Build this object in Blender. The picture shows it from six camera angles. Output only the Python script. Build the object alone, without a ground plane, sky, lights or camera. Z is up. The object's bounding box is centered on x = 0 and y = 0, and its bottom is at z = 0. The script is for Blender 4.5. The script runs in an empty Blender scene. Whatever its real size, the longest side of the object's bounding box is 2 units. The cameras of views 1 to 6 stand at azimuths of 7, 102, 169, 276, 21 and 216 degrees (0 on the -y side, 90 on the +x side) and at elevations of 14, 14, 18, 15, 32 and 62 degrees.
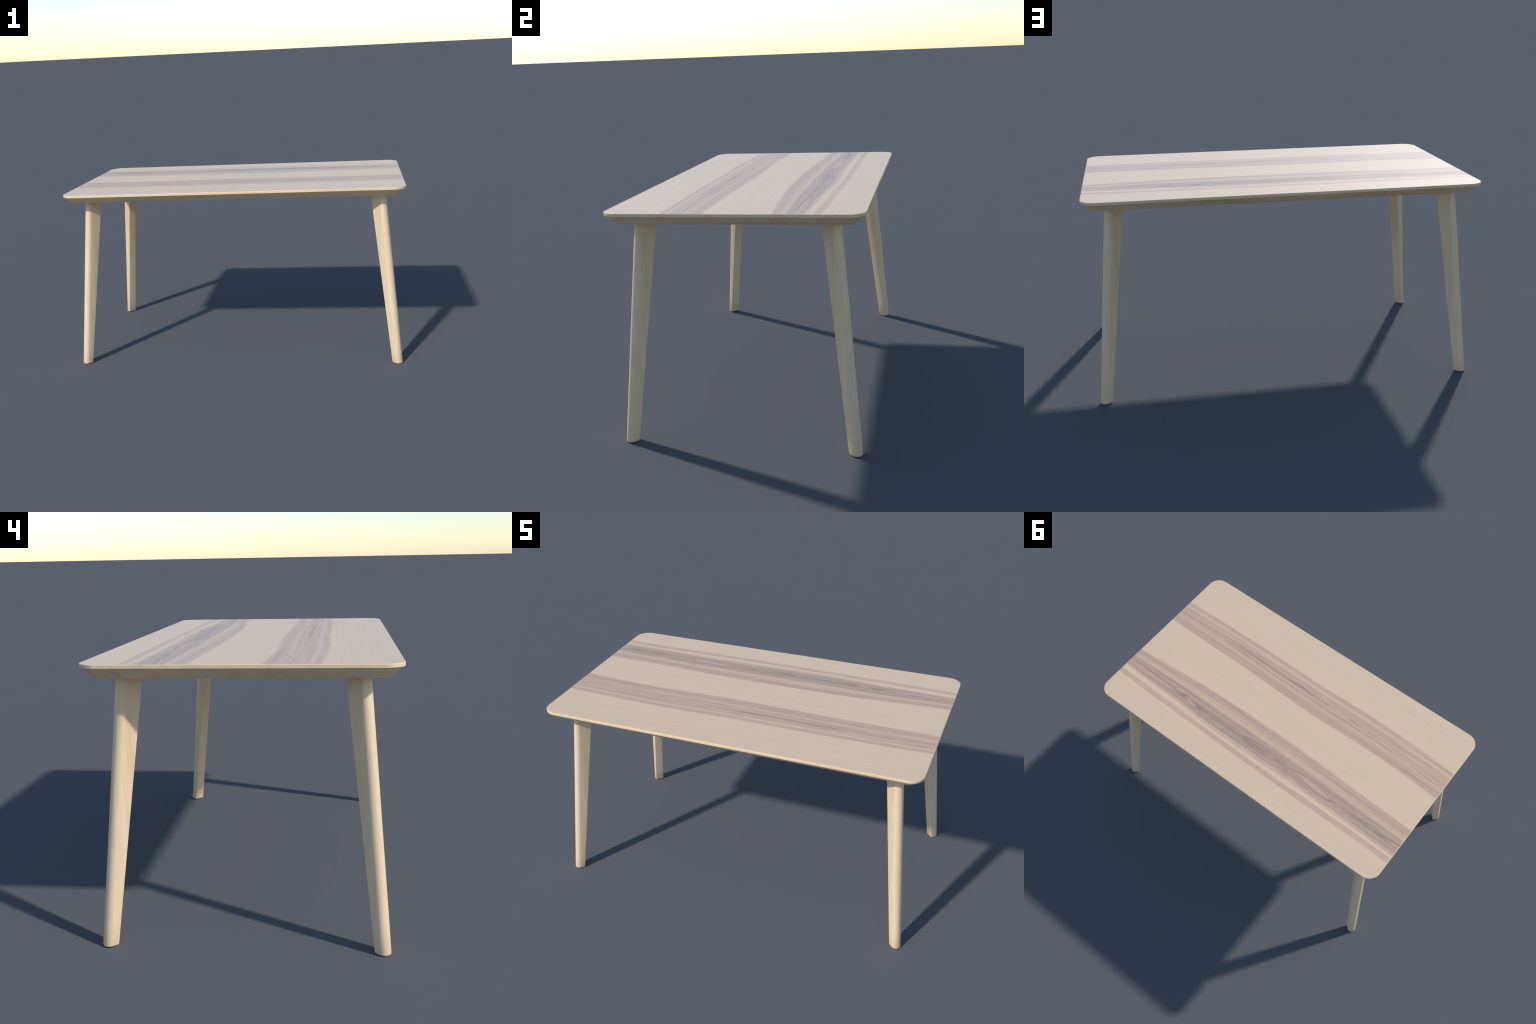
"""Light ash dining table: rounded rectangular top with warm solid-wood edge band,
bevelled underside, and four splayed, radially tapering U-section legs."""
import bpy, bmesh, math

# ------------------------------------------------------------------ sizes (m)
HALF_X, HALF_Y = 1.0, 0.5573
TOP_Z = 1.057            # height of the veneered surface
EDGE_LOW_Z = 1.0433      # lower border of the edge band
BASE_Z = 1.0040          # flat underside
CORNER_R = 0.0727        # plan radius of the corners
BEVEL_IN = 0.0483        # how far the sloping underside runs in
LEG_X, LEG_Y = 0.9356, 0.4930      # inner face of the foot
LEG_LEAN = 0.1642        # inward shift of the inner face from floor to top (diagonal)
LEG_HALF_W = 0.0260      # constant half width of the leg
LEG_DEPTH_FOOT, LEG_DEPTH_TOP = 0.0497, 0.0901

# ------------------------------------------------------------------ mesh helpers
def rounded_rectangle(inset, steps=20):
    hx, hy, r = HALF_X - inset, HALF_Y - inset, max(CORNER_R - inset, 0.004)
    pts = []
    for sx, sy, a0 in ((1, 1, 0), (-1, 1, 90), (-1, -1, 180), (1, -1, 270)):
        for k in range(steps + 1):
            a = math.radians(a0 + 90 * k / steps)
            pts.append((sx * (hx - r) + r * math.cos(a), sy * (hy - r) + r * math.sin(a)))
    return pts

def loft(name, rings, material, smooth_angle=40.0, parent=None):
    """Closed solid through rings of equal vertex count, capped at both ends."""
    bm = bmesh.new()
    rows = [[bm.verts.new(p) for p in ring] for ring in rings]
    n = len(rows[0])
    for lo, hi in zip(rows, rows[1:]):
        for i in range(n):
            j = (i + 1) % n
            bm.faces.new((lo[i], lo[j], hi[j], hi[i]))
    caps = {bm.faces.new(list(reversed(rows[0]))), bm.faces.new(rows[-1])}
    bmesh.ops.recalc_face_normals(bm, faces=bm.faces)
    lim = math.radians(smooth_angle)
    for f in bm.faces:
        f.smooth = f not in caps
    for e in bm.edges:
        e.smooth = e.calc_face_angle(0.0) < lim and not caps.intersection(e.link_faces)
    me = bpy.data.meshes.new(name)
    bm.to_mesh(me)
    bm.free()
    me.materials.append(material)
    ob = bpy.data.objects.new(name, me)
    bpy.context.scene.collection.objects.link(ob)
    ob.parent = parent
    return ob

def slab(name, profile, material, parent, smooth_angle=40.0):
    """profile: (inset, z) pairs from bottom to top."""
    rings = [[(x, y, z) for x, y in rounded_rectangle(i)] for i, z in profile]
    return loft(name, rings, material, smooth_angle, parent)

# ------------------------------------------------------------------ node helpers
class Graph:
    def __init__(self, name):
        self.mat = bpy.data.materials.new(name)
        self.mat.use_nodes = True
        self.t = self.mat.node_tree
        self.bsdf = self.t.nodes["Principled BSDF"]

    def put(self, socket, value):
        if isinstance(value, bpy.types.NodeSocket):
            self.t.links.new(value, socket)
        else:
            socket.default_value = value

    def node(self, kind, **props):
        n = self.t.nodes.new(kind)
        for k, v in props.items():
            setattr(n, k, v)
        return n

    def math(self, op, a, b=0.0, c=0.0, clamp=False):
        n = self.node("ShaderNodeMath", operation=op, use_clamp=clamp)
        for s, v in zip(n.inputs, (a, b, c)):
            self.put(s, v)
        return n.outputs[0]

    def remap(self, v, a, b, c=0.0, d=1.0, smooth=False):
        n = self.node("ShaderNodeMapRange", clamp=True)
        if smooth:
            n.interpolation_type = "SMOOTHSTEP"
        for s, x in zip(n.inputs, (v, a, b, c, d)):
            self.put(s, x)
        return n.outputs[0]

    def curve(self, x, pts, lo, hi):
        """Smooth function of x in [-1,1] through pts, values in [lo,hi]."""
        n = self.node("ShaderNodeFloatCurve")
        c = n.mapping.curves[0]
        q = sorted(((px + 1) / 2, (py - lo) / (hi - lo)) for px, py in pts)
        c.points[0].location, c.points[1].location = q[0], q[-1]
        for p in q[1:-1]:
            c.points.new(*p)
        n.mapping.update()
        self.put(n.inputs["Value"], self.math("MULTIPLY_ADD", x, 0.5, 0.5))
        return self.math("MULTIPLY_ADD", n.outputs[0], hi - lo, lo)

    def ramp(self, v, stops, interp="LINEAR"):
        n = self.node("ShaderNodeValToRGB")
        cr = n.color_ramp
        cr.interpolation = interp
        stops = sorted(stops, key=lambda s: s[0])
        while len(cr.elements) < len(stops):
            cr.elements.new(0.5)
        for e, (p, col) in zip(cr.elements, stops):
            e.position = p
            e.color = (col, col, col, 1) if isinstance(col, (int, float)) else (*col, 1)
        self.put(n.inputs[0], v)
        return n.outputs[0]

    def noise(self, vec, scale, detail=2.0, rough=0.5, dist=0.0):
        n = self.node("ShaderNodeTexNoise")
        self.put(n.inputs["Vector"], vec)
        for k, v in (("Scale", scale), ("Detail", detail), ("Roughness", rough), ("Distortion", dist)):
            self.put(n.inputs[k], v)
        return n.outputs[0]

    def stretch(self, vec, scale, loc=(0, 0, 0)):
        n = self.node("ShaderNodeMapping")
        self.put(n.inputs["Vector"], vec)
        n.inputs["Scale"].default_value = scale
        n.inputs["Location"].default_value = loc
        return n.outputs[0]

    def mix(self, f, a, b, blend="MIX"):
        n = self.node("ShaderNodeMix", data_type="RGBA", blend_type=blend)
        self.put(n.inputs[0], f)
        for s, v in ((n.inputs[6], a), (n.inputs[7], b)):
            self.put(s, v if isinstance(v, bpy.types.NodeSocket) else (*v, 1))
        return n.outputs[2]

# ------------------------------------------------------------------ materials
ASH_LIGHT = (0.755, 0.556, 0.370)
ASH_ROSE = (0.660, 0.460, 0.312)
ASH_BROWN = (0.550, 0.376, 0.260)
ASH_DARK = (0.425, 0.293, 0.212)
ASH_INK = (0.335, 0.243, 0.192)
BIRCH = (0.800, 0.610, 0.400)

def veneer_material():
    g = Graph("ash_veneer")
    pos = g.node("ShaderNodeTexCoord").outputs["Object"]
    sep = g.node("ShaderNodeSeparateXYZ")
    g.put(sep.inputs[0], pos)
    x, y = sep.outputs[0], sep.outputs[1]

    # gentle wander of the grain across the board
    wander = g.noise(g.stretch(pos, (2.2, 14.0, 1.0)), 1.0, 3.0, 0.55)
    yw = g.math("MULTIPLY_ADD", g.math("SUBTRACT", wander, 0.5), 0.012, y)
    # fine fibres: long streaks, two widths
    fibre = g.noise(g.stretch(pos, (3.0, 150.0, 1.0)), 1.0, 3.0, 0.6)
    streak = g.noise(g.stretch(pos, (0.9, 75.0, 1.0), (3.1, 1.7, 0.0)), 1.0, 2.0, 0.55)
    flicker = g.math("SUBTRACT", g.noise(g.stretch(pos, (5.0, 60.0, 1.0), (1.0, 7.0, 0.0)), 1.0, 3.0, 0.6), 0.5)
    ragged = g.math("SUBTRACT", g.noise(g.stretch(pos, (6.5, 22.0, 1.0)), 1.0, 2.5, 0.5), 0.5)

    def band(inner, outer, profile, heart, centre, tips, rings, spine, spine_width):
        """One heartwood band: straight stripes from 'profile' across the band (0 = inner
        border, 1 = outer border), and between the two 'heart' borders the flames of a
        flat-sawn heart: contours of |t| + s(x), closed wherever s(x) peaks."""
        yi = g.curve(x, inner, -0.45, 0.45)
        yo = g.curve(x, outer, -0.45, 0.45)
        q = g.math("DIVIDE", g.math("SUBTRACT", yw, yi), g.math("SUBTRACT", yo, yi))
        stripes = g.ramp(g.math("MULTIPLY_ADD", q, 0.8, 0.1), [(0.1 + 0.8 * p, v) for p, v in profile])
        c = g.curve(x, centre, 0.0, 1.0)
        c = g.math("MULTIPLY_ADD", ragged, 0.10, c)
        d = g.math("SUBTRACT", q, c)
        t_in = g.math("DIVIDE", d, g.math("SUBTRACT", heart[0], c))
        t_out = g.math("DIVIDE", d, g.math("SUBTRACT", heart[1], c))
        t = g.math("MAXIMUM", t_in, t_out)
        flat = g.math("SQRT", g.math("MULTIPLY_ADD", t, t, 0.004))
        xs = g.math("MULTIPLY_ADD", d, 0.45, x)                  # flames lean along the grain
        xs = g.math("MULTIPLY_ADD", flicker, 0.07, xs)
        s = g.curve(xs, tips, 0.0, 1.0)
        near = g.remap(t, 0.25, 1.0, 1.0, 0.35, smooth=True)     # flames fade into straight grain
        f = g.math("ADD", flat, g.math("MULTIPLY", s, near))
        f = g.math("MULTIPLY_ADD", ragged, 0.16, f)
        flames = g.ramp(g.math("MULTIPLY", f, 0.5), [(0.5 * p, v) for p, v in rings], "EASE")
        dark = g.math("MULTIPLY", g.curve(x, spine, 0.0, 1.0), g.remap(t, 0.0, spine_width, 1.0, 0.0, smooth=True))
        flames = g.math("ADD", flames, dark)
        m = g.node("ShaderNodeMix", data_type="FLOAT")
        g.put(m.inputs[0], g.remap(t, 0.84, 1.06, 1.0, 0.0, smooth=True))
        g.put(m.inputs[2], stripes)
        g.put(m.inputs[3], flames)
        return m.outputs[0]

    dark_band = band(
        inner=[(-1, .173), (-.76, .163), (-.48, .151), (-.2, .142), (0, .138), (.2, .138), (.56, .150), (.75, .163), (1, .183)],
        outer=[(-1, .342), (-.62, .334), (-.2, .328), (.1, .331), (.4, .325), (.55, .314), (.75, .311), (1, .306)],
        profile=[(-.03, 0), (.02, .46), (.12, .52), (.17, .58), (.23, .50), (.29, .28), (.33, .40), (.36, .24), (.43, .30), (.47, .50),
                 (.52, .66), (.90, .68), (.98, .60), (1.03, .28), (1.07, .44), (1.10, .20), (1.16, .28), (1.20, .10), (1.24, 0)],
        heart=(.48, 1.02),
        centre=[(-1, .76), (-.5, .76), (-.15, .72), (.1, .78), (.3, .80), (.57, .83), (.8, .87), (1, .92)],
        tips=[(-1, .25), (-.95, .30), (-.85, .50), (-.78, .72), (-.70, .95), (-.605, .72), (-.538, .48), (-.48, .25), (-.40, .15),
              (-.30, .28), (-.24, .45), (-.18, .62), (-.13, .50), (-.05, .20), (.06, .28), (.11, .58), (.17, .48), (.225, .55),
              (.27, .46), (.32, .50), (.37, .44), (.41, .60), (.45, .46), (.50, .22), (.54, .30), (.57, .48), (.63, .24), (.80, .08), (1, 0)],
        rings=[(0, .44), (.30, .50), (.40, .46), (.53, .82), (.62, .74), (.71, .54), (.82, .72), (.92, .64), (1.02, .72), (1.12, .60),
               (1.25, .70), (1.40, .62), (1.9, .66)],
        spine=[(-1, .06), (-.75, .14), (-.62, .0), (-.25, 0), (-.19, .20), (-.13, .16), (-.05, .30), (.08, .34), (.14, .06), (.22, .16), (.27, .05), (.32, .14),
               (.37, .05), (.44, .34), (.50, .02), (.57, .18), (.7, .05), (1, .15)],
        spine_width=.50)
    pale_band = band(
        inner=[(-1, -.078), (-.6, -.100), (-.2, -.095), (.2, -.100), (.4, -.107), (1, -.113)],
        outer=[(-1, -.281), (-.5, -.301), (0, -.296), (.5, -.300), (1, -.290)],
        profile=[(-.03, 0), (.02, .44), (.14, .54), (.22, .50), (.27, .40), (.30, .22), (.34, .38), (.37, .22), (.42, .42), (.55, .50), (.66, .48),
                 (.74, .42), (.78, .22), (.84, .18), (.87, .40), (.93, .48), (.97, .38), (1.02, 0)],
        heart=(.32, .78),
        centre=[(-1, .50), (-.7, .49), (-.46, .48), (-.3, .53), (0, .56), (.25, .55), (.54, .54), (1, .46)],
        tips=[(-1, .30), (-.8, .60), (-.72, .48), (-.6, .60), (-.46, .50), (-.355, .56), (-.25, .48), (-.144, .60), (-.11, .42), (-.06, .35),
              (0, .50), (.03, .56), (.1, .42), (.24, .50), (.4, .62), (.54, .70), (.75, .80), (1, .85)],
        rings=[(0, .42), (.35, .46), (.48, .50), (.56, .32), (.64, .46), (.76, .50), (.84, .30), (.92, .46), (1.04, .52), (1.14, .34),
               (1.24, .48), (1.6, .44)],
        spine=[(-1, .05), (-.92, .20), (-.82, .02), (-.72, .15), (-.55, 0), (-.46, .32), (-.42, .02), (-.35, .30), (-.28, .02), (-.16, .15), (-.13, .38), (-.06, .25), (0, .42),
               (.12, .40), (.24, .36), (.4, .30), (.54, .24), (.65, .08), (.85, .20), (1, .28)],
        spine_width=.24)
    faint_y = g.curve(x, [(-1, .395), (-.5, .390), (0, .388), (.5, .380), (1, .366)], .3, .45)
    faint_d = g.math("ABSOLUTE", g.math("SUBTRACT", yw, faint_y))
    faint = g.ramp(g.math("MULTIPLY", faint_d, 20.0), [(0, .44), (.14, .36), (.22, .42), (.30, .26), (.40, 0)])

    stain = g.math("MAXIMUM", g.math("MAXIMUM", dark_band, pale_band), faint)
    # streaks cut through the stain; barely visible in the pale wood
    in_stain = g.remap(stain, 0.05, 0.5)
    gain = g.math("MULTIPLY_ADD", in_stain, 0.40, 0.28)
    stain = g.math("MULTIPLY_ADD", g.math("SUBTRACT", streak, 0.5), gain, stain)
    stain = g.math("MULTIPLY_ADD", g.math("SUBTRACT", fibre, 0.5), g.math("MULTIPLY_ADD", in_stain, 0.18, 0.20), stain)
    stain = g.math("ADD", stain, 0.07)
    # one small dark fleck in the pale middle
    fleck = g.math("SQRT", g.math("ADD",
        g.math("POWER", g.math("DIVIDE", g.math("SUBTRACT", x, 0.095), 0.012), 2.0),
        g.math("POWER", g.math("DIVIDE", g.math("SUBTRACT", y, 0.068), 0.0035), 2.0)))
    stain = g.math("ADD", stain, g.remap(fleck, 0.3, 1.0, 0.55, 0.0), clamp=True)

    colour = g.ramp(stain, [(0.0, ASH_LIGHT), (0.28, ASH_ROSE), (0.58, ASH_BROWN), (0.85, ASH_DARK), (1.0, ASH_INK)])
    g.put(g.bsdf.inputs["Base Color"], colour)
    g.put(g.bsdf.inputs["Roughness"], 0.36)
    b = g.node("ShaderNodeBump")
    g.put(b.inputs["Strength"], 0.03)
    g.put(b.inputs["Distance"], 0.001)
    g.put(b.inputs["Height"], fibre)
    g.put(g.bsdf.inputs["Normal"], b.outputs[0])
    return g.mat

def solid_wood_material(name, along, tint):
    """Pale solid wood; 'along' is the axis index of the grain."""
    g = Graph(name)
    pos = g.node("ShaderNodeTexCoord").outputs["Object"]
    sc = [60.0, 60.0, 60.0]
    sc[along] = 2.5
    fine = g.noise(g.stretch(pos, tuple(sc)), 1.0, 3.0, 0.6)
    sc2 = [16.0, 16.0, 16.0]
    sc2[along] = 2.0
    broad = g.noise(g.stretch(pos, tuple(sc2), (5.0, 2.0, 1.0)), 1.0, 2.0, 0.5)
    patch = g.remap(broad, 0.45, 0.75, 0.0, 1.0, smooth=True)
    warm = tuple(c * k for c, k in zip(tint, (0.96, 0.89, 0.82)))
    pale = tuple(c * k for c, k in zip(tint, (1.02, 1.02, 1.02)))
    c = g.mix(patch, pale, warm)
    shade = g.ramp(fine, [(0.3, (0.93, 0.92, 0.90)), (0.6, (1, 1, 1))])
    c = g.mix(1.0, c, shade, "MULTIPLY")
    g.put(g.bsdf.inputs["Base Color"], c)
    g.put(g.bsdf.inputs["Roughness"], 0.5)
    return g.mat

VENEER = veneer_material()
EDGE = solid_wood_material("solid_edge_wood", 0, BIRCH)
UNDER = solid_wood_material("underside_wood", 0, BIRCH)
LEG = solid_wood_material("solid_leg_wood", 2, BIRCH)

# ------------------------------------------------------------------ build
table = bpy.data.objects.new("dining_table", None)
bpy.context.scene.collection.objects.link(table)
table["label"] = "pale ash dining table with rounded corners and splayed legs"
table["category"] = "table"

r = 0.0022
round_top = [(0.0, EDGE_LOW_Z + 0.0014), (0.0, TOP_Z - r - 0.0010)] + [(r * (1 - math.cos(a)), TOP_Z - 0.0002 - r * (1 - math.sin(a))) for a in (i * math.pi / 10 for i in range(6))]
tabletop = slab("tabletop", [(BEVEL_IN, BASE_Z), (BEVEL_IN - 0.0007, BASE_Z + 0.0005), (0.0015, EDGE_LOW_Z - 0.0004)],
                UNDER, table, 30)
slab("edge_band", [(0.0014, EDGE_LOW_Z - 0.0003), (0.0, EDGE_LOW_Z + 0.0006)] + round_top, EDGE, tabletop, 30)
slab("veneer", [(0.0022, TOP_Z - 0.0012), (0.0022, TOP_Z - 0.0003), (0.0025, TOP_Z)], VENEER, tabletop, 20)

def leg_section(depth, half, shrink=0.0, corner=0.0026):
    """U-shape: flat inner face (towards the table centre), straight flanks, half-round outside.
    x runs outwards along the table's diagonal."""
    a, d = half - shrink, depth - shrink
    i0, c = shrink, corner
    pts = []
    for k in range(7):
        th = math.radians(270 - 90 * k / 6 - 0)      # inner corner, -y side (270 -> 180)
        pts.append((i0 + c + c * math.cos(th), -a + c + c * math.sin(th)))
    for k in range(7):
        th = math.radians(180 - 90 * k / 6)
        pts.append((i0 + c + c * math.cos(th), a - c + c * math.sin(th)))
    e = a * 0.97
    for k in range(29):
        th = math.pi / 2 - math.pi * k / 28
        pts.append((d - e + e * math.cos(th), a * math.sin(th)))
    return pts

rings = []
foot_r = 0.0045
levels = [(0.0, foot_r), (0.0006, foot_r * 0.55), (0.0018, foot_r * 0.22), (foot_r, 0.0)] + \
         [(foot_r + (BASE_Z + 0.002 - foot_r) * k / 12, 0.0) for k in range(1, 13)]
for z, shrink in levels:
    f = z / BASE_Z
    depth = LEG_DEPTH_FOOT + (LEG_DEPTH_TOP - LEG_DEPTH_FOOT) * f
    rings.append([(px - LEG_LEAN * f, py, z) for px, py in leg_section(depth, LEG_HALF_W, shrink)])
first = loft("leg", rings, LEG, 35, table)
first.location = (LEG_X, LEG_Y, 0)
first.rotation_euler = (0, 0, math.radians(45))
for sx, sy, a in ((-1, 1, 135), (-1, -1, 225), (1, -1, 315)):
    ob = first.copy()
    ob.location = (sx * LEG_X, sy * LEG_Y, 0)
    ob.rotation_euler = (0, 0, math.radians(a))
    bpy.context.scene.collection.objects.link(ob)
